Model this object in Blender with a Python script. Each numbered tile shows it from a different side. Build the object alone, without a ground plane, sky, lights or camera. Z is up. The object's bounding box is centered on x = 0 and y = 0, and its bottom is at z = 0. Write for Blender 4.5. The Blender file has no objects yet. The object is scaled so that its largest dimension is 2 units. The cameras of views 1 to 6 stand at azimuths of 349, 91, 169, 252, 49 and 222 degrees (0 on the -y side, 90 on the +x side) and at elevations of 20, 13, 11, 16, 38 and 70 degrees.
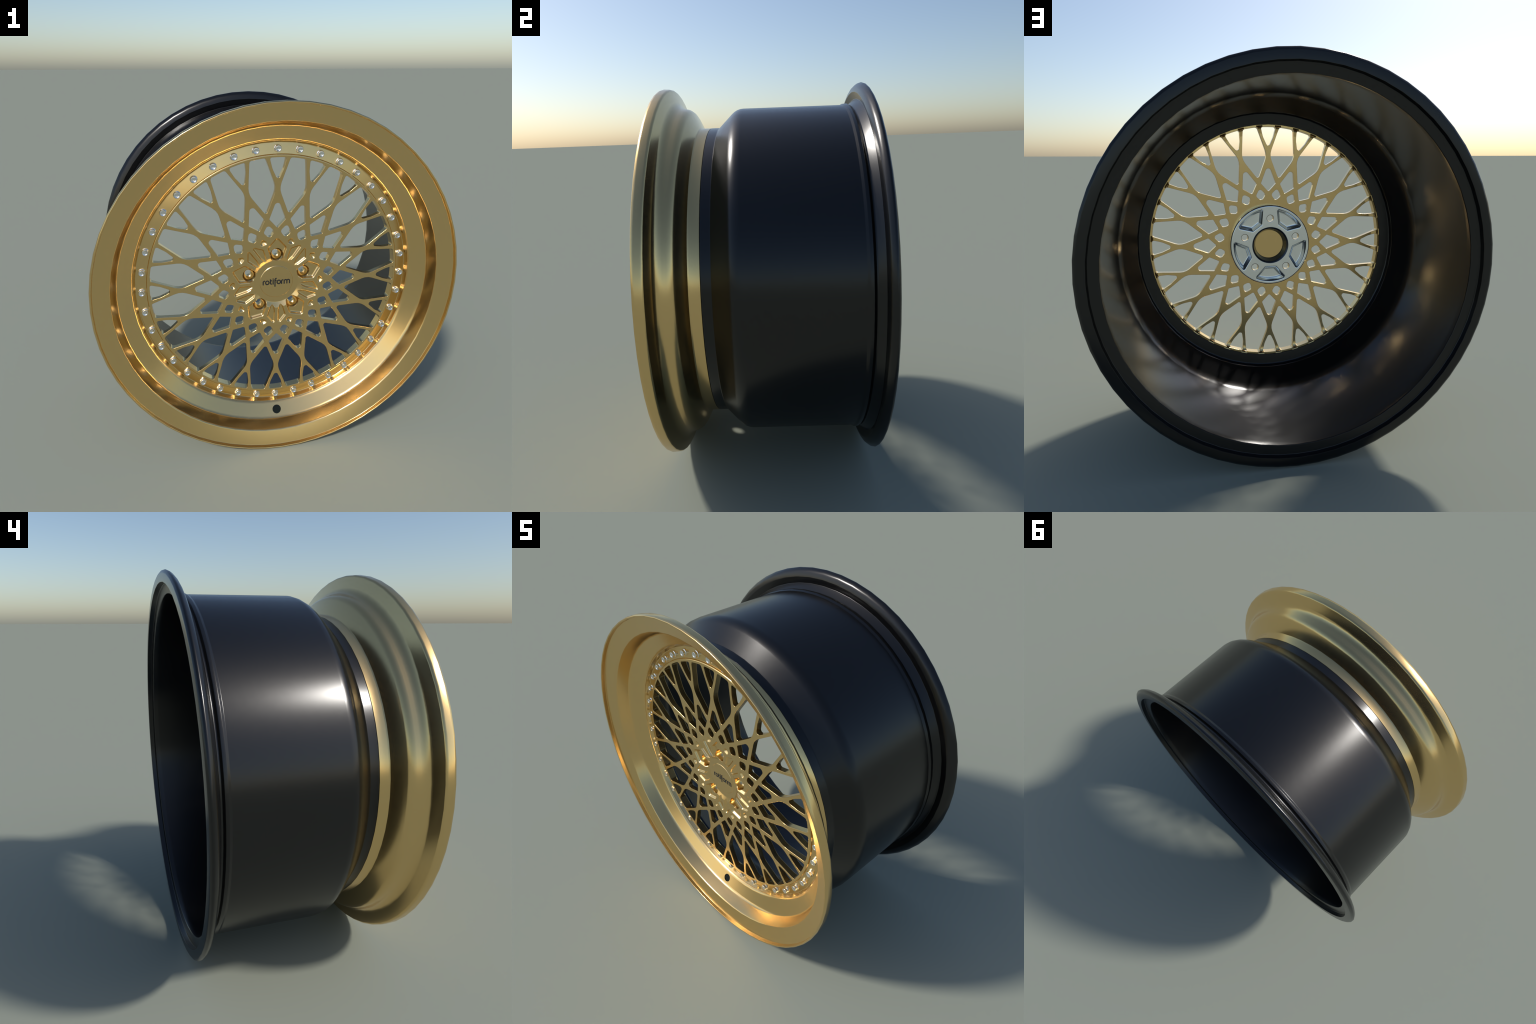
"""Deep-dish car wheel: gold outer lip, gold mesh spoke face with a hub and cap,
forty silver assembly bolts, black inner barrel and a silver mounting pad.

Frame: the wheel axis is the y axis at height z = 1, the face looks towards -y.
Every turned part is given as a closed profile of (y, r) corners with fillet radii.
"""
import bpy
import math
import numpy as np
from mathutils import Vector
from mathutils.geometry import delaunay_2d_cdt

AXIS_Z = 1.0
SEG = 60                 # facets of the turned rim parts
FACE = -0.336            # y of the spoke face (front)
WEB = -0.3045            # y of the spoke face (rear)
RIM_BACK = -0.2875       # y of the rear of the outer ring of the face
PAD = -0.2486            # y of the rear face of the mounting pad
CAP = -0.3205            # y of the cap plane, at the bottom of the hub dish


# ------------------------------------------------------------------ materials
def material(name, colour, metallic, rough, rough_var=0.02, scale=30.0, spec=0.5, bump=0.0):
    m = bpy.data.materials.new(name)
    m.use_nodes = True
    nt = m.node_tree
    bsdf = nt.nodes["Principled BSDF"]
    bsdf.inputs["Base Color"].default_value = (*colour, 1)
    bsdf.inputs["Metallic"].default_value = metallic
    bsdf.inputs["Specular IOR Level"].default_value = spec
    coord = nt.nodes.new("ShaderNodeTexCoord")
    noise = nt.nodes.new("ShaderNodeTexNoise")
    noise.inputs["Scale"].default_value = scale
    noise.inputs["Detail"].default_value = 3
    ramp = nt.nodes.new("ShaderNodeMapRange")
    ramp.inputs["To Min"].default_value = rough - rough_var
    ramp.inputs["To Max"].default_value = rough + rough_var
    nt.links.new(coord.outputs["Object"], noise.inputs["Vector"])
    nt.links.new(noise.outputs["Fac"], ramp.inputs["Value"])
    nt.links.new(ramp.outputs["Result"], bsdf.inputs["Roughness"])
    return m


GOLD = material("gold_metal", (0.780, 0.555, 0.250), 1.0, 0.2, 0.01)
BLACK = material("black_gloss_coat", (0.0035, 0.0035, 0.0037), 0.0, 0.23, 0.008)
SILVER = material("silver_metal", (0.86, 0.88, 0.88), 1.0, 0.2, 0.01)
DARK_GREY = material("dark_grey_metal", (0.22, 0.24, 0.27), 1.0, 0.25, 0.01)
CHROME = material("bolt_metal", (0.88, 0.88, 0.88), 1.0, 0.14)
INK = material("black_print", (0.012, 0.012, 0.013), 0.0, 0.5)


# ------------------------------------------------------------------ mesh tools
wheel = bpy.data.objects.new("alloy_wheel", None)
wheel["label"] = "deep-dish wheel with gold mesh spokes and black barrel"
wheel["category"] = "car wheel"
bpy.context.collection.objects.link(wheel)


def build(name, verts, faces, normals, mat, parent=None):
    """Mesh object with given vertex normals; faces are turned to agree with them."""
    v = np.asarray(verts, float)
    n = np.asarray(normals, float)
    n = n / np.maximum(np.linalg.norm(n, axis=1, keepdims=True), 1e-12)
    out = []
    for f in faces:
        f = [a for i, a in enumerate(f) if a != f[i - 1]]
        if len(f) < 3:
            continue
        p = v[f]
        g = np.cross(p[2] - p[0], (p[3] - p[1]) if len(f) > 3 else (p[1] - p[0]))
        if len(f) == 3:
            g = -g
        out.append(f if g @ n[f].sum(0) >= 0 else f[::-1])
    me = bpy.data.meshes.new(name)
    me.from_pydata(v.tolist(), [], out)
    me.polygons.foreach_set("use_smooth", [True] * len(me.polygons))
    me.update()
    me.normals_split_custom_set_from_vertices(n.tolist())
    me.materials.append(mat)
    ob = bpy.data.objects.new(name, me)
    bpy.context.collection.objects.link(ob)
    ob.parent = parent or wheel
    return ob


def build_grid(name, P, N, keep, mat, wrap=True):
    """Fast path for a big quad grid: P, N of shape (rows, columns, 3)."""
    rows, cols = P.shape[:2]
    i, j = np.meshgrid(np.arange(rows - 1), np.arange(cols if wrap else cols - 1), indexing="ij")
    a = i * cols + j
    b = i * cols + (j + 1) % cols
    quads = np.stack([a, b, b + cols, a + cols], -1)[keep]
    v = P.reshape(-1, 3)
    n = N.reshape(-1, 3)
    q = quads[0]
    g = np.cross(v[q[2]] - v[q[0]], v[q[3]] - v[q[1]])
    if g @ n[q].sum(0) < 0:
        quads = quads[:, ::-1]
    me = bpy.data.meshes.new(name)
    me.from_pydata(v.tolist(), [], quads.tolist())
    me.polygons.foreach_set("use_smooth", [True] * len(me.polygons))
    me.update()
    me.normals_split_custom_set_from_vertices(n.tolist())
    me.materials.append(mat)
    ob = bpy.data.objects.new(name, me)
    bpy.context.collection.objects.link(ob)
    ob.parent = wheel
    return ob


def fillet(corners, step=15.0, least=2):
    """Closed outline from corners (a, b, radius): samples with outward normals.
    Corners with radius None are kept as plain points of a straight or bowed side."""
    P = [np.array(c[:2], float) for c in corners]
    area = sum(P[i - 1][0] * P[i][1] - P[i][0] * P[i - 1][1] for i in range(len(P)))
    sgn = 1 if area > 0 else -1
    pts, nrm, tag = [], [], []
    for i, c in enumerate(corners):
        p, q, s = P[i - 1], P[i], P[(i + 1) % len(P)]
        d0 = (q - p) / np.linalg.norm(q - p)
        d1 = (s - q) / np.linalg.norm(s - q)
        n0 = sgn * np.array([d0[1], -d0[0]])
        n1 = sgn * np.array([d1[1], -d1[0]])
        ang = math.atan2(d0[0] * d1[1] - d0[1] * d1[0], d0 @ d1)
        if c[2] is None or abs(ang) < 1e-4:
            m = n0 + n1
            pts.append(q); nrm.append(m / np.linalg.norm(m)); tag.append(i)
            continue
        t = c[2] * math.tan(abs(ang) / 2)
        share = [0.98 if corners[j % len(P)][2] is None else 0.49 for j in (i - 1, i + 1)]
        lim = min(share[0] * np.linalg.norm(q - p), share[1] * np.linalg.norm(s - q))
        rad = c[2]
        if t > lim:
            rad *= lim / t
            t = lim
        a = q - d0 * t
        turn = 1 if ang > 0 else -1
        centre = a + turn * np.array([-d0[1], d0[0]]) * rad
        k = max(least if c[2] > 0.0012 else 2, int(math.ceil(abs(math.degrees(ang)) / step)))
        if len(c) > 3:
            k = c[3]
        for j in range(k + 1):
            w = ang * j / k
            ca, sa = math.cos(w), math.sin(w)
            off = a - centre
            pts.append(centre + np.array([ca * off[0] - sa * off[1], sa * off[0] + ca * off[1]]))
            nrm.append(np.array([ca * n0[0] - sa * n0[1], sa * n0[0] + ca * n0[1]]))
            tag.append(i)
    return np.array(pts), np.array(nrm), tag


def ring_point(y, r, th):
    return (r * math.sin(th), y, AXIS_Z + r * math.cos(th))


def averaged(prof, nrm):
    """Vertex normals as the mean of the two neighbouring profile segments, so that a
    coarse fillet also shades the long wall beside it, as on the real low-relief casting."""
    out = []
    for i in range(len(prof)):
        total = np.zeros(2)
        for a, b in ((prof[i - 1], prof[i]), (prof[i], prof[(i + 1) % len(prof)])):
            d = (b - a) / max(np.linalg.norm(b - a), 1e-9)
            n = np.array([d[1], -d[0]])
            total += n if n @ nrm[i] > 0 else -n
        out.append(total / np.linalg.norm(total))
    return np.array(out)


def turn(corners, seg=SEG, step=15.0, soft=False):
    """Surface of revolution of a closed (y, r) profile about the wheel axis."""
    prof, nrm, tag = fillet(corners, step, 1)
    if soft:
        nrm = averaged(prof, nrm)
    verts, norms = [], []
    for (y, r), (ny, nr) in zip(prof, nrm):
        for k in range(seg):
            th = 2 * math.pi * k / seg
            verts.append(ring_point(y, r, th))
            norms.append((nr * math.sin(th), ny, nr * math.cos(th)))
    faces = {}
    m = len(prof)
    for i in range(m):
        for k in range(seg):
            a, b = i * seg + k, i * seg + (k + 1) % seg
            c, d = ((i + 1) % m) * seg + (k + 1) % seg, ((i + 1) % m) * seg + k
            faces[i, k] = [a, b, c, d]
    return verts, norms, faces, prof, nrm, tag


# ------------------------------------------------------------------ outer lip
def rim_lip():
    corners = [
        (-0.3255, 0.7215, 0.001), (-0.3105, 0.7835, 0.004), (-0.3465, 0.7980, 0.030), (-0.3935, 0.8800, 0.028),
        (-0.4772, 0.9015, 0.012, 3), (-0.5030, 0.9880, 0.0025), (-0.5250, 0.9885, 0.002), (-0.5278, 0.9950, 0.004),
        (-0.5160, 1.0003, 0.012), (-0.4785, 0.9980, 0.014), (-0.4530, 0.9060, 0.050), (-0.3860, 0.8905, 0.048, 4),
        (-0.3409, 0.7979, None), (-0.3385, 0.7930, 0.002, 1), (-0.2875, 0.7930, 0.001), (-0.2875, 0.7215, 0.001),
    ]
    verts, norms, faces, prof, nrm, tag = turn(corners, step=16.0, soft=True)
    mid, rad = SEG // 2, 0.0265

    def stretch(first, last):
        """The part of the profile between two tagged corners, as arc length and rows."""
        rows = [i for i, t in enumerate(tag) if first <= t <= last]
        p = prof[rows]
        arc = np.concatenate([[0], np.cumsum(np.linalg.norm(np.diff(p, axis=0), axis=1))])
        return rows, arc, p, nrm[rows]

    # the valve hole sits half way down the dish: bolt-ring side corner 2 to wall corner 3,
    # and on the rear side between corners 11 and 12
    K, loops, out_extra = 64, [], []
    for first, last, centre_r in ((2, 3, 0.8385), (11, 13, 0.8440)):
        rows, arc, p, n = stretch(first, last)
        order = np.argsort(p[:, 1])
        s0 = float(np.interp(centre_r, p[order, 1], arc[order]))
        lo = max(i for i in range(len(rows)) if arc[i] < s0 - rad - 0.0015)
        hi = min(i for i in range(len(rows)) if arc[i] > s0 + rad + 0.0015)
        for i in rows[lo:hi]:
            for k in (mid - 1, mid):
                faces.pop((i, k))

        def place(u, w):
            y, r = (float(np.interp(s0 + u, arc, p[:, c])) for c in (0, 1))
            ny, nr = (float(np.interp(s0 + u, arc, n[:, c])) for c in (0, 1))
            th = math.atan2(w, centre_r)
            facet = math.pi / SEG
            rr = r * math.cos(facet) / math.cos(abs(th) - facet)
            th += math.pi
            return ring_point(y, rr, th), (nr * math.sin(th), ny, nr * math.cos(th))

        up, down = arc[hi] - s0, s0 - arc[lo]
        wide = centre_r * math.tan(2 * math.pi / SEG)
        angles = sorted([2 * math.pi * (k + 0.37) / 60 for k in range(60)]
                        + [math.atan2(a, b) % (2 * math.pi) for a in (wide, -wide) for b in (up, -down)])
        rings = []
        for f in (0, 0.2, 0.4, 0.6, 0.8, 1):
            ids = []
            for t in angles:
                c, sn = math.cos(t), math.sin(t)
                reach = 1 / max(c / up, -c / down, abs(sn) / wide)
                d = rad * (1 - f) + reach * f
                q, m = place(c * d, sn * d)
                ids.append(len(verts))
                verts.append(q)
                norms.append(m)
            rings.append(ids)
        for a, b in zip(rings, rings[1:]):
            for k in range(K):
                out_extra.append([a[k], a[(k + 1) % K], b[(k + 1) % K], b[k]])
        loops.append(rings[0])
    wall = []
    rear = [loops[1][int(np.argmin([np.linalg.norm(np.array(verts[i])[[0, 2]] - np.array(verts[j])[[0, 2]]
            - (np.mean([verts[q] for q in loops[0]], axis=0) - np.mean([verts[q] for q in loops[1]], axis=0))[[0, 2]])
            for j in loops[1]]))] for i in loops[0]]
    for loop in (loops[0], rear):              # wall of the drilled hole
        cen = np.mean([verts[i] for i in loop], axis=0)
        ids = []
        for i in loop:
            ids.append(len(verts))
            norms.append(tuple(cen - np.array(verts[i])))
            verts.append(verts[i])
        wall.append(ids)
    for k in range(K):
        out_extra.append([wall[0][k], wall[0][(k + 1) % K], wall[1][(k + 1) % K], wall[1][k]])
    build("rim_lip", verts, list(faces.values()) + out_extra, norms, GOLD)


# ------------------------------------------------------------------ inner barrel
def barrel():
    corners = [
        (-0.2860, 0.7930, 0.0015), (-0.2395, 0.7930, 0.008), (-0.1400, 0.8900, 0.085, 4), (0.4120, 0.8900, 0.004),
        (0.4240, 0.8962, 0.004), (0.4390, 0.8965, 0.005), (0.4490, 0.8880, 0.006), (0.4560, 0.8885, 0.006),
        (0.4870, 0.9155, 0.003), (0.4895, 0.9175, 0.002), (0.4765, 0.9540, 0.003),
        (0.4865, 0.9850, 0.035, 4), (0.5135, 1.0034, 0.014, 4), (0.5250, 0.9860, 0.010), (0.5265, 0.9460, None), (0.5265, 0.9440, 0.0006), (0.5245, 0.9437, None),
        (0.5000, 0.9405, 0.003), (0.4950, 0.8930, 0.0020), (0.4905, 0.8915, 0.001), (0.4650, 0.8865, None),
        (-0.0900, 0.8850, None), (-0.1190, 0.8755, None), (-0.1520, 0.8590, None), (-0.2380, 0.7890, 0.004), (-0.2440, 0.7862, 0.003), (-0.2745, 0.7862, 0.003),
        (-0.2790, 0.7800, 0.004), (-0.2815, 0.7200, 0.0015), (-0.2845, 0.7200, 0.001), (-0.2860, 0.7300, 0.001),
    ]
    verts, norms, faces, prof, nrm, tag = turn(corners, step=24.0, soft=True)
    build("barrel", verts, list(faces.values()), norms, BLACK)


# ------------------------------------------------------------------ spoke face
def rear_y(r):
    """Rear surface of the spokes: flat web that sweeps back into the outer ring."""
    t = np.clip((np.asarray(r, float) - 0.668) / 0.0392, 0, 1)
    return WEB + (RIM_BACK - WEB) * (1 - np.sqrt(np.maximum(1 - t * t, 0)))


def rear_slope(r):
    return (rear_y(r + 3e-4) - rear_y(r - 3e-4)) / 6e-4


def both_sides(half_outline):
    """Mirror a half outline (x >= 0, from the outer end to the inner end) to a full one."""
    left = [(-x, y, r) for x, y, r in half_outline if x > 1e-9]
    return half_outline + left[::-1]


OUT_R = 0.7080
SPOKE_HOLES = (
    # (offset angle in degrees, half outline: tangential, radial, fillet radius)
    (0, both_sides([(0, OUT_R, None), (0.024, OUT_R - 0.0004, None), (0.0472, 0.7065, 0.011), (0.0320, 0.6480, 0.08), (0, 0.5790, 0.0140)])),
    (9, both_sides([(0, OUT_R, None), (0.022, OUT_R - 0.0004, None), (0.0440, 0.7070, 0.016), (0.0785, 0.5370, 0.090), (0, 0.3990, 0.0135)])),
    (0, both_sides([(0, 0.4990, 0.0190), (0.0478, 0.3735, 0.0075), (0, 0.3215, 0.0100)])),
    (9, both_sides([(0, 0.3500, 0.0157), (0.0335, 0.3050, 0.0180), (0, 0.2665, 0.0190)])),
)
HUB_R = 0.2730


def spoke_face():
    bevel = 0.0016
    loops = []
    for k in range(20):
        for base, outline in SPOKE_HOLES:
            p, n, _ = fillet(outline, 14.0)
            keep = [i for i in range(len(p)) if np.linalg.norm(p[i] - p[i - 1]) > 1e-5]
            p, n = p[keep] - 0.0011 * n[keep], n[keep]
            # long sides get in-between points so that the rear sweep follows them
            P, N = [], []
            for i in range(len(p)):
                q, m = p[(i + 1) % len(p)], n[(i + 1) % len(p)]
                cuts = max(1, int(np.linalg.norm(q - p[i]) / 0.012))
                for c in range(cuts):
                    w = c / cuts
                    P.append(p[i] * (1 - w) + q * w)
                    N.append(n[i] * (1 - w) + m * w)
            p, n = np.array(P), np.array(N)
            n /= np.linalg.norm(n, axis=1, keepdims=True)
            a = math.radians(base + 18 * k)
            rot = np.array([[math.cos(a), math.sin(a)], [-math.sin(a), math.cos(a)]])
            loops.append((p @ rot.T, n @ rot.T))       # n points out of the hole, into the metal

    verts, norms, faces = [], [], []

    def add(p2, y, nx, ny, nz):
        verts.append((p2[0], y, AXIS_Z + p2[1]))
        norms.append((nx, ny, nz))
        return len(verts) - 1

    def cap(inner_r, inner_n, outer_r, outer_n, circles, rear):
        """Flat or swept plate between two circles with all holes, by triangulation."""
        pts, edges = [], []

        def ring(q):
            s = len(pts)
            pts.extend(Vector((float(a), float(b))) for a, b in q)
            edges.extend((s + i, s + (i + 1) % len(q)) for i in range(len(q)))

        def circle(r, m):
            t = np.linspace(0, 2 * math.pi, m, endpoint=False)
            return np.stack([r * np.sin(t), r * np.cos(t)], 1)

        ring(circle(inner_r, inner_n))
        ring(circle(outer_r, outer_n))
        for r in circles:
            ring(circle(r, 240))
        big = [p + n * bevel for p, n in loops]
        for b in big:
            ring(b)
        vo, _, fo, *_ = delaunay_2d_cdt(pts, edges, [], 0, 1e-7)
        vo = np.array([tuple(v) for v in vo])
        tri = np.array([tuple(f) for f in fo])
        cen = vo[tri].mean(1)
        rad = np.hypot(cen[:, 0], cen[:, 1])
        keep = (rad > inner_r * math.cos(math.pi / inner_n) - 1e-6) & (rad < outer_r)
        for b in big:
            lo, hi = b.min(0), b.max(0)
            idx = np.nonzero(keep & (cen > lo).all(1) & (cen < hi).all(1))[0]
            if not len(idx):
                continue
            c = cen[idx]
            e, f = b, np.roll(b, -1, 0)
            inside = np.zeros(len(c), bool)
            for (x0, y0), (x1, y1) in zip(e, f):
                if y0 == y1:
                    continue
                hit = (y0 > c[:, 1]) != (y1 > c[:, 1])
                inside ^= hit & (c[:, 0] < (x1 - x0) * (c[:, 1] - y0) / (y1 - y0) + x0)
            keep[idx[inside]] = False
        ids = {}
        for t in tri[keep]:
            f = []
            for i in t:
                if i not in ids:
                    x, z = vo[i]
                    r = math.hypot(x, z)
                    if rear:
                        g = float(rear_slope(r))
                        ids[i] = add((x, z), float(rear_y(r)), -g * x / r, 1, -g * z / r)
                    else:
                        ids[i] = add((x, z), FACE, 0, -1, 0)
                f.append(ids[i])
            faces.append(f)

    cap(HUB_R, 720, 0.7150, 240, [], False)
    cap(0.2350, 240, 0.7230, 240, [0.668, 0.676, 0.684, 0.690, 0.695, 0.699, 0.7025, 0.705, 0.7071], True)

    # rounded edges and walls of the holes
    for p, n in loops:
        rows = []
        for t in (0, 30, 60, 90):
            c, s = math.cos(math.radians(t)), math.sin(math.radians(t))
            rows.append([add(q + m * bevel * (1 - s), FACE + bevel * (1 - c), -m[0] * s, -c, -m[1] * s) for q, m in zip(p, n)])
        for t in (90, 45, 0):
            c, s = math.cos(math.radians(t)), math.sin(math.radians(t))
            row = []
            for q, m in zip(p, n):
                e = q + m * bevel * (1 - s)
                y = float(rear_y(np.hypot(*(q + m * bevel))))
                row.append(add(e, y - bevel * (1 - c), -m[0] * s, c, -m[1] * s))
            rows.append(row)
        for a, b in zip(rows, rows[1:]):
            for i in range(len(a)):
                j = (i + 1) % len(a)
                faces.append([a[i], a[j], b[j], b[i]])

    # turned outer edge of the ring, standing proud of the bolt ring
    edge = [(FACE, 0.7150, -1, 0), (FACE + 0.0008, 0.7185, -0.95, 0.3), (FACE + 0.0028, 0.7220, -0.75, 0.66),
            (FACE + 0.0060, 0.7240, -0.2, 0.98), (FACE + 0.0090, 0.7242, 0, 1), (-0.3100, 0.7242, 0, 1)]
    rows = []
    for y, r, ny, nr in edge:
        rows.append([add((r * math.sin(t), r * math.cos(t)), y, nr * math.sin(t), ny, nr * math.cos(t))
                     for t in np.linspace(0, 2 * math.pi, 240, endpoint=False)])
    for a, b in zip(rows, rows[1:]):
        for i in range(240):
            j = (i + 1) % 240
            faces.append([a[i], a[j], b[j], b[i]])
    build("spoke_face", verts, faces, norms, GOLD)


# ------------------------------------------------------------------ hub relief
def outline_distance(x, y, corners, inset):
    """Signed distance (positive inside) of an outline whose corners are rounded by inset."""
    P = np.array(corners, float)
    if np.sum(P[:, 0] * np.roll(P[:, 1], -1) - np.roll(P[:, 0], -1) * P[:, 1]) < 0:
        P = P[::-1]
    # move every side inwards by inset
    Q = []
    for i in range(len(P)):
        p, q, s = P[i - 1], P[i], P[(i + 1) % len(P)]
        d0, d1 = (q - p) / np.linalg.norm(q - p), (s - q) / np.linalg.norm(s - q)
        n0, n1 = np.array([-d0[1], d0[0]]), np.array([-d1[1], d1[0]])
        Q.append(q + (n0 + n1) * inset / (1 + n0 @ n1))
    Q = np.array(Q)
    best = np.full(x.shape, 1e9)
    inside = np.zeros(x.shape, bool)
    for i in range(len(Q)):
        a, b = Q[i - 1], Q[i]
        d = b - a
        t = np.clip(((x - a[0]) * d[0] + (y - a[1]) * d[1]) / (d @ d), 0, 1)
        best = np.minimum(best, np.hypot(x - a[0] - t * d[0], y - a[1] - t * d[1]))
        if a[1] != b[1]:
            hit = (a[1] > y) != (b[1] > y)
            inside ^= hit & (x < (b[0] - a[0]) * (y - a[1]) / (b[1] - a[1]) + a[0])
    return np.where(inside, best, -best) + inset


def soft_ramp(d, width, round_top=0.0022, round_low=0.0035):
    """0 outside, 1 from `width` inwards; rounded shoulder and rounded foot."""
    def relu(t, k):
        return 0.5 * (t + np.sqrt(t * t + k * k)) - 0.5 * k * 0.0
    up = relu(d, round_top)
    low = relu(d - width, round_low)
    zero = relu(np.array(-0.02), round_top) - relu(np.array(-0.02 - width), round_low)
    full = relu(np.array(0.05), round_top) - relu(np.array(0.05 - width), round_low)
    return np.clip((up - low - zero) / (full - zero), 0, 1)


PETAL = [(0, 0.2705), (0.0555, 0.2090), (0.0370, 0.1500), (0.0300, 0.1150), (-0.0300, 0.1150), (-0.0370, 0.1500), (-0.0555, 0.2090)]
LEAF = [(0.0205, 0.1180), (0.0095, 0.1750), (0.0105, 0.2440), (0.0190, 0.2570), (0.0560, 0.2080), (0.0385, 0.1520)]
DIMPLE = [(0, 0.2780), (0.0240, 0.2520), (0.0140, 0.2385), (-0.0140, 0.2385), (-0.0240, 0.2520)]


def pocket_depth(x, z):
    """Petals around the lug seats, pairs of leaf-shaped flutes between them, small dimples."""
    r = np.hypot(x, z)
    th = np.degrees(np.arctan2(x, z))
    fold = np.abs((th + 36) % 72 - 36)                 # mirrored fifth of the hub
    a, b, c = np.radians(fold), np.radians(36 - fold), np.radians(fold - 18)
    petal = 0.0160 * soft_ramp(outline_distance(r * np.sin(a), r * np.cos(a), PETAL, 0.016), 0.0065, 0.0030, 0.0045)
    leaf = 0.0125 * soft_ramp(outline_distance(r * np.sin(b), r * np.cos(b), LEAF, 0.0080), 0.0048, 0.0026, 0.0035)
    dimple = 0.0130 * soft_ramp(outline_distance(r * np.sin(c), r * np.cos(c), DIMPLE, 0.0120), 0.0110, 0.0018, 0.0060)
    return np.maximum(petal, np.maximum(leaf, dimple))


def hub_depth(x, z):
    r = np.hypot(x, z)
    th = np.degrees(np.arctan2(x, z))
    a = np.radians(np.abs((th + 36) % 72 - 36))
    # the casting is soft: pockets are averaged over a small disc, which rounds every corner
    soft = 0.2 * pocket_depth(x, z)
    for k in range(8):
        w = math.pi * k / 4
        soft = soft + 0.1 * pocket_depth(x + 0.0026 * math.cos(w), z + 0.0026 * math.sin(w))
    depth = np.maximum(0.0155 * soft_ramp(0.1565 - r, 0.0290, 0.002, 0.002), soft)
    # wall of the lug seat; the cup itself is a turned part
    rho = np.hypot(r * np.sin(a), r * np.cos(a) - 0.165)
    return np.maximum(depth, 0.034 * soft_ramp(0.0375 - rho, 0.0018, 0.0012, 0.0008))


def hub():
    r = np.linspace(0.1215, HUB_R, 150)
    th = np.linspace(0, 2 * math.pi, 1080, endpoint=False)
    R, T = np.meshgrid(r, th, indexing="ij")
    X, Z = R * np.sin(T), R * np.cos(T)
    e = 2.5e-4
    D = hub_depth(X, Z)
    gx = (hub_depth(X + e, Z) - hub_depth(X - e, Z)) / (2 * e)
    gz = (hub_depth(X, Z + e) - hub_depth(X, Z - e)) / (2 * e)
    P = np.stack([X, FACE + D, Z + AXIS_Z], -1)
    N = np.stack([gx, -np.ones_like(gx), gz], -1)
    N[-1] = (0, -1, 0)
    N /= np.linalg.norm(N, axis=-1, keepdims=True)
    deep = D > 0.030
    nxt = np.roll(deep, -1, 1)
    keep = ~(deep[:-1] & deep[1:] & nxt[:-1] & nxt[1:])
    build_grid("hub", P, N, keep, GOLD)


def lug_seats():
    """Turned cup and a bore through to the mounting pad, five around the hub."""
    cup = [(0.0170, 0.0368, 0, -1), (0.0185, 0.0368, 0, -1)]
    for k in range(14):
        a = math.radians(4 + k * 4.2)
        cup.append((0.0185 + 0.0420 * math.sin(a), 0.0368 * math.cos(a), -math.sin(a) * 0.84, -math.cos(a)))
    y, r = cup[-1][:2]
    cup += [(y + 0.0003, r - 0.0005, -0.9, -0.3), (y + 0.0012, r - 0.0009, -0.2, -1)]
    bore = [(y + 0.0010, r - 0.0009, 0, -1), (PAD - FACE - 0.0006, 0.0208, 0, -1)]
    seg = 48
    for name, prof, mat, home in (("lug_seat", cup, GOLD, "hub"), ("lug_bore", bore, GOLD, "mounting_pad")):
        verts, norms, faces = [], [], []
        for y, r, ny, nr in prof:
            for k in range(seg):
                t = 2 * math.pi * k / seg
                verts.append((r * math.sin(t), y, r * math.cos(t)))
                norms.append((nr * math.sin(t), ny, nr * math.cos(t)))
        for i in range(len(prof) - 1):
            for k in range(seg):
                faces.append([i * seg + k, i * seg + (k + 1) % seg, (i + 1) * seg + (k + 1) % seg, (i + 1) * seg + k])
        first = build(name, verts, faces, norms, mat, bpy.data.objects[home])
        for k in range(5):
            ob = first if k == 0 else first.copy()
            if k:
                bpy.context.collection.objects.link(ob)
            ob.location = ring_point(FACE, 0.165, math.radians(72 * k))


def centre_cap():
    corners = [
        (CAP, 0.1285, 0.0008), (CAP, 0.0965, 0.0008), (CAP - 0.0022, 0.0940, 0.0014), (CAP - 0.0022, 0.0005, 0.0001),
        (-0.3036, 0.0005, 0.0001), (-0.3036, 0.1285, 0.0008),
    ]
    verts, norms, faces, *_ = turn(corners, 120)
    build("hub_cap", verts, list(faces.values()), norms, GOLD)


# ------------------------------------------------------------------ mounting pad
PAD_POCKET = [(0, 0.2500), (0.0800, 0.2500), (0.0870, 0.1965), (0.0335, 0.1350)]


def pad_depth(x, z):
    r = np.hypot(x, z)
    th = np.degrees(np.arctan2(x, z))
    off = np.abs((th + 72) % 72 - 36)                  # pocket axes at 36 degrees + fifths
    a = np.radians(off)
    px, py = r * np.sin(a), r * np.cos(a)
    outline = PAD_POCKET + [(-x_, y_) for x_, y_ in PAD_POCKET[:0:-1]]
    inside = np.minimum(outline_distance(px, py, outline, 0.006), 0.2235 - r)
    pocket = 0.0380 * soft_ramp(inside, 0.0110, 0.0025, 0.0030)
    edge = np.maximum(r - 0.2360, 0)
    round_edge = 0.010 - np.sqrt(np.maximum(0.010 ** 2 - np.minimum(edge, 0.0096) ** 2, 0))
    rho_angle = np.radians(36 - off)
    rho = np.hypot(r * np.sin(rho_angle), r * np.cos(rho_angle) - 0.165)
    bore = 0.012 * soft_ramp(0.0216 - rho, 0.0008, 0.0006, 0.0006)
    return np.maximum(np.maximum(pocket, round_edge), bore)


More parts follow.
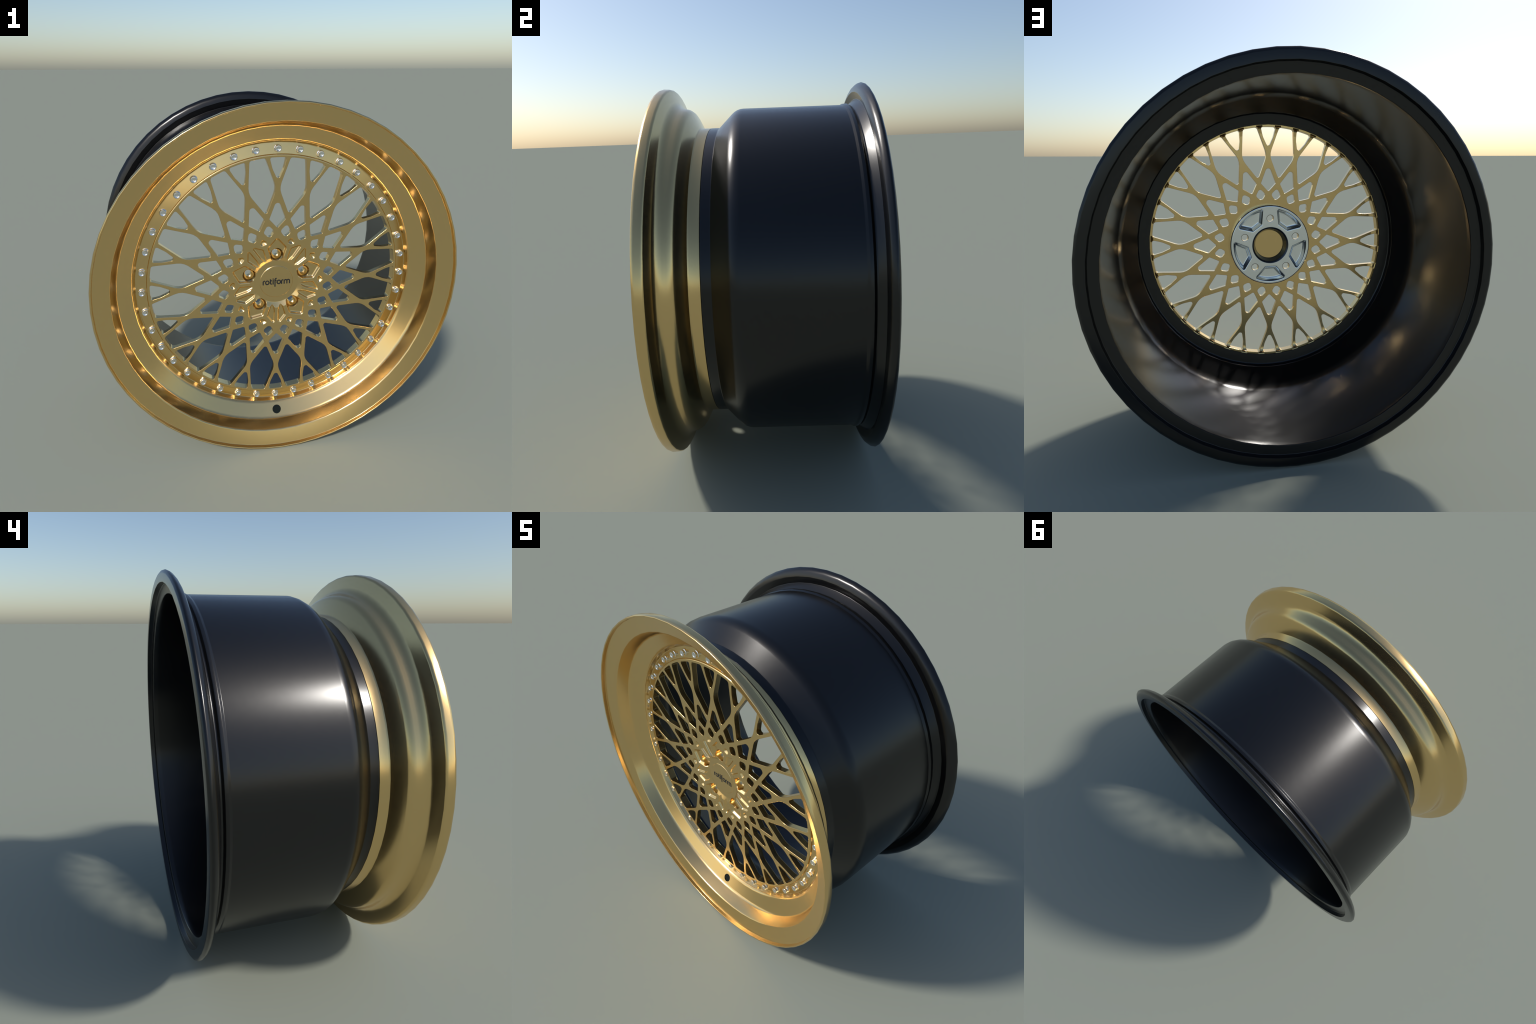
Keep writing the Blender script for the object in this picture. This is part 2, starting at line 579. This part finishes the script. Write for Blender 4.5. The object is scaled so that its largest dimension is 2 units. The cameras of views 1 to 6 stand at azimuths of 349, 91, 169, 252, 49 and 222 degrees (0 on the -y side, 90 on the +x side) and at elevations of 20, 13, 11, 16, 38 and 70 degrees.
def mounting_pad():
    r = np.concatenate([np.linspace(0.1130, 0.2300, 112), np.linspace(0.2315, 0.2452, 14)])
    th = np.linspace(0, 2 * math.pi, 1080, endpoint=False)
    R, T = np.meshgrid(r, th, indexing="ij")
    X, Z = R * np.sin(T), R * np.cos(T)
    e = 2.5e-4
    D = pad_depth(X, Z)
    gx = (pad_depth(X + e, Z) - pad_depth(X - e, Z)) / (2 * e)
    gz = (pad_depth(X, Z + e) - pad_depth(X, Z - e)) / (2 * e)
    P = np.stack([X, PAD - D, Z + AXIS_Z], -1)
    N = np.stack([gx, np.ones_like(gx), gz], -1)
    # inner bore: chamfer, wall, shoulder, narrow throat; outer side wall
    def extra(rows):
        ps, ns = [], []
        for y, rr, ny, nr in rows:
            ps.append(np.stack([rr * np.sin(th), np.full_like(th, y), AXIS_Z + rr * np.cos(th)], -1))
            ns.append(np.stack([nr * np.sin(th), np.full_like(th, ny), nr * np.cos(th)], -1))
        return np.array(ps), np.array(ns)
    p0, n0 = extra([(-0.2530, 0.1112, 0.1, -1), (-0.2495, 0.1122, 0.7, -0.7)])
    p1, n1 = extra([(PAD - 0.0095, 0.2458, 0.1, 1), (-0.3120, 0.2458, 0, 1)])
    keep_main = (D > 0.006) & (np.hypot(R * np.sin(np.radians((np.degrees(T) + 36) % 72 - 36)), R * np.cos(np.radians((np.degrees(T) + 36) % 72 - 36)) - 0.165) < 0.023)
    nxt = np.roll(keep_main, -1, 1)
    drop = keep_main[:-1] & keep_main[1:] & nxt[:-1] & nxt[1:]
    Pa, Na = np.concatenate([p0, P, p1]), np.concatenate([n0, N, n1])
    keep = np.ones((len(Pa) - 1, len(th)), bool)
    keep[len(p0):len(p0) + len(P) - 1] = ~drop
    build_grid("mounting_pad", Pa, Na, keep, SILVER)
    # dark grey ring inside the bore
    ring = [(-0.2510, 0.1116, 0.0004), (-0.2580, 0.1020, 0.004), (-0.2950, 0.0900, 0.003), (-0.3030, 0.0868, 0.0004), (-0.3030, 0.1114, 0.0004)]
    verts, norms, faces, *_ = turn(ring, 120)
    build("bore_ring", verts, list(faces.values()), norms, DARK_GREY)


# ------------------------------------------------------------------ bolts
def bolts():
    corners = [
        (0.0070, 0.0205, 0.0005), (-0.0040, 0.0205, 0.0015), (-0.0060, 0.0170, 0.001), (-0.0200, 0.0170, 0.0022),
        (-0.0205, 0.0125, 0.001), (-0.0180, 0.0080, 0.003), (-0.0170, 0.0004, 0.0001), (0.0070, 0.0004, 0.0001),
    ]
    prof, nrm, _ = fillet(corners, 20)
    seg, verts, norms, faces = 28, [], [], []
    for (y, r), (ny, nr) in zip(prof, nrm):
        for k in range(seg):
            t = 2 * math.pi * k / seg
            verts.append((r * math.sin(t), y, r * math.cos(t)))
            norms.append((nr * math.sin(t), ny, nr * math.cos(t)))
    m = len(prof)
    for i in range(m):
        for k in range(seg):
            faces.append([i * seg + k, i * seg + (k + 1) % seg, ((i + 1) % m) * seg + (k + 1) % seg, ((i + 1) % m) * seg + k])
    first = build("bolt", verts, faces, norms, CHROME)
    for k in range(40):
        ob = first if k == 0 else first.copy()
        if k:
            bpy.context.collection.objects.link(ob)
        ob.location = ring_point(-0.3170, 0.7505, math.radians(9 * k))


# ------------------------------------------------------------------ lettering on the cap
def lettering():
    """The cap's wordmark as strokes; units: stroke grid of 1 = 0.000206 m, x-height 135."""
    w = 17.0                                   # half stroke width

    def arc(cx, cy, rx, ry, a0, a1, n=24):
        return [(cx + rx * math.cos(math.radians(a0 + (a1 - a0) * i / n)), cy + ry * math.sin(math.radians(a0 + (a1 - a0) * i / n))) for i in range(n + 1)]

    xh = 136 - w

    def letter_r(x):
        return [[(x + w, 0), (x + w, 85)] + arc(x + w + 36, 85, 36, xh - 85, 180, 95, 10) + [(x + w + 50, xh + 1)]]

    def letter_o(x):
        return [arc(x + 65, 66, 48, 52, 0, 360, 40)]

    strokes = []
    strokes += letter_r(0)
    strokes += letter_o(67)
    strokes += [[(222, 163), (222, 48)] + arc(250, 48, 28, 31, 180, 270, 8) + [(262, 17)], [(205, 118), (260, 118)]]
    strokes += [[(297, 0), (297, 134)], [(297, 150), (297, 178)]]
    strokes += [[(350, -68), (350, 140)] + arc(384, 140, 34, 36, 180, 95, 10) + [(396, 176)], [(335, 118), (392, 118)]]
    strokes += letter_o(392)
    strokes += letter_r(520)
    strokes += [[(612, 0), (612, 82)] + arc(650, 82, 38, xh - 82, 180, 0, 14) + [(688, 0)],
                [(688, 82)] + arc(726, 82, 38, xh - 82, 180, 0, 14) + [(764, 0)]]
    s = 0.000206
    x0, z0 = -0.0800, AXIS_Z - 0.0162
    verts, norms, faces = [], [], []
    for k, path in enumerate(strokes):
        p = np.array(path, float)
        closed = np.linalg.norm(p[0] - p[-1]) < 1e-6
        keep = [0] + [i for i in range(1, len(p)) if np.linalg.norm(p[i] - p[i - 1]) > 0.5]
        p = p[keep]
        d = np.gradient(p, axis=0)
        if closed:
            d[0] = d[-1] = p[1] - p[-2]
        d /= np.linalg.norm(d, axis=1, keepdims=True)
        n = np.stack([-d[:, 1], d[:, 0]], 1)
        top = CAP - 0.0022 - 0.0006 - 0.00004 * k
        low = CAP - 0.0020
        L, Rr = p + n * w, p - n * w
        ids = []
        for y, ny in ((top, -1), (low, 1)):
            row = []
            for a, b in zip(L, Rr):
                row.append(len(verts)); verts.append((x0 + a[0] * s, y, z0 + a[1] * s)); norms.append((0, ny, 0))
                row.append(len(verts)); verts.append((x0 + b[0] * s, y, z0 + b[1] * s)); norms.append((0, ny, 0))
            ids.append(row)
        t, l = ids
        for i in range(len(p) - 1):
            faces.append([t[2 * i], t[2 * i + 1], t[2 * i + 3], t[2 * i + 2]])
        for side, sgn in ((0, 1), (1, -1)):
            a = len(verts)
            for i in range(len(p)):
                for q in (t, l):
                    verts.append(verts[q[2 * i + side]])
                    norms.append((sgn * n[i][0], 0, sgn * n[i][1]))
            for i in range(len(p) - 1):
                faces.append([a + 2 * i, a + 2 * i + 1, a + 2 * i + 3, a + 2 * i + 2])
    cap_ob = bpy.data.objects.get("hub_cap")
    build("lettering", verts, faces, norms, INK, cap_ob)


rim_lip()
barrel()
spoke_face()
hub()
centre_cap()
mounting_pad()
lug_seats()
bolts()
lettering()
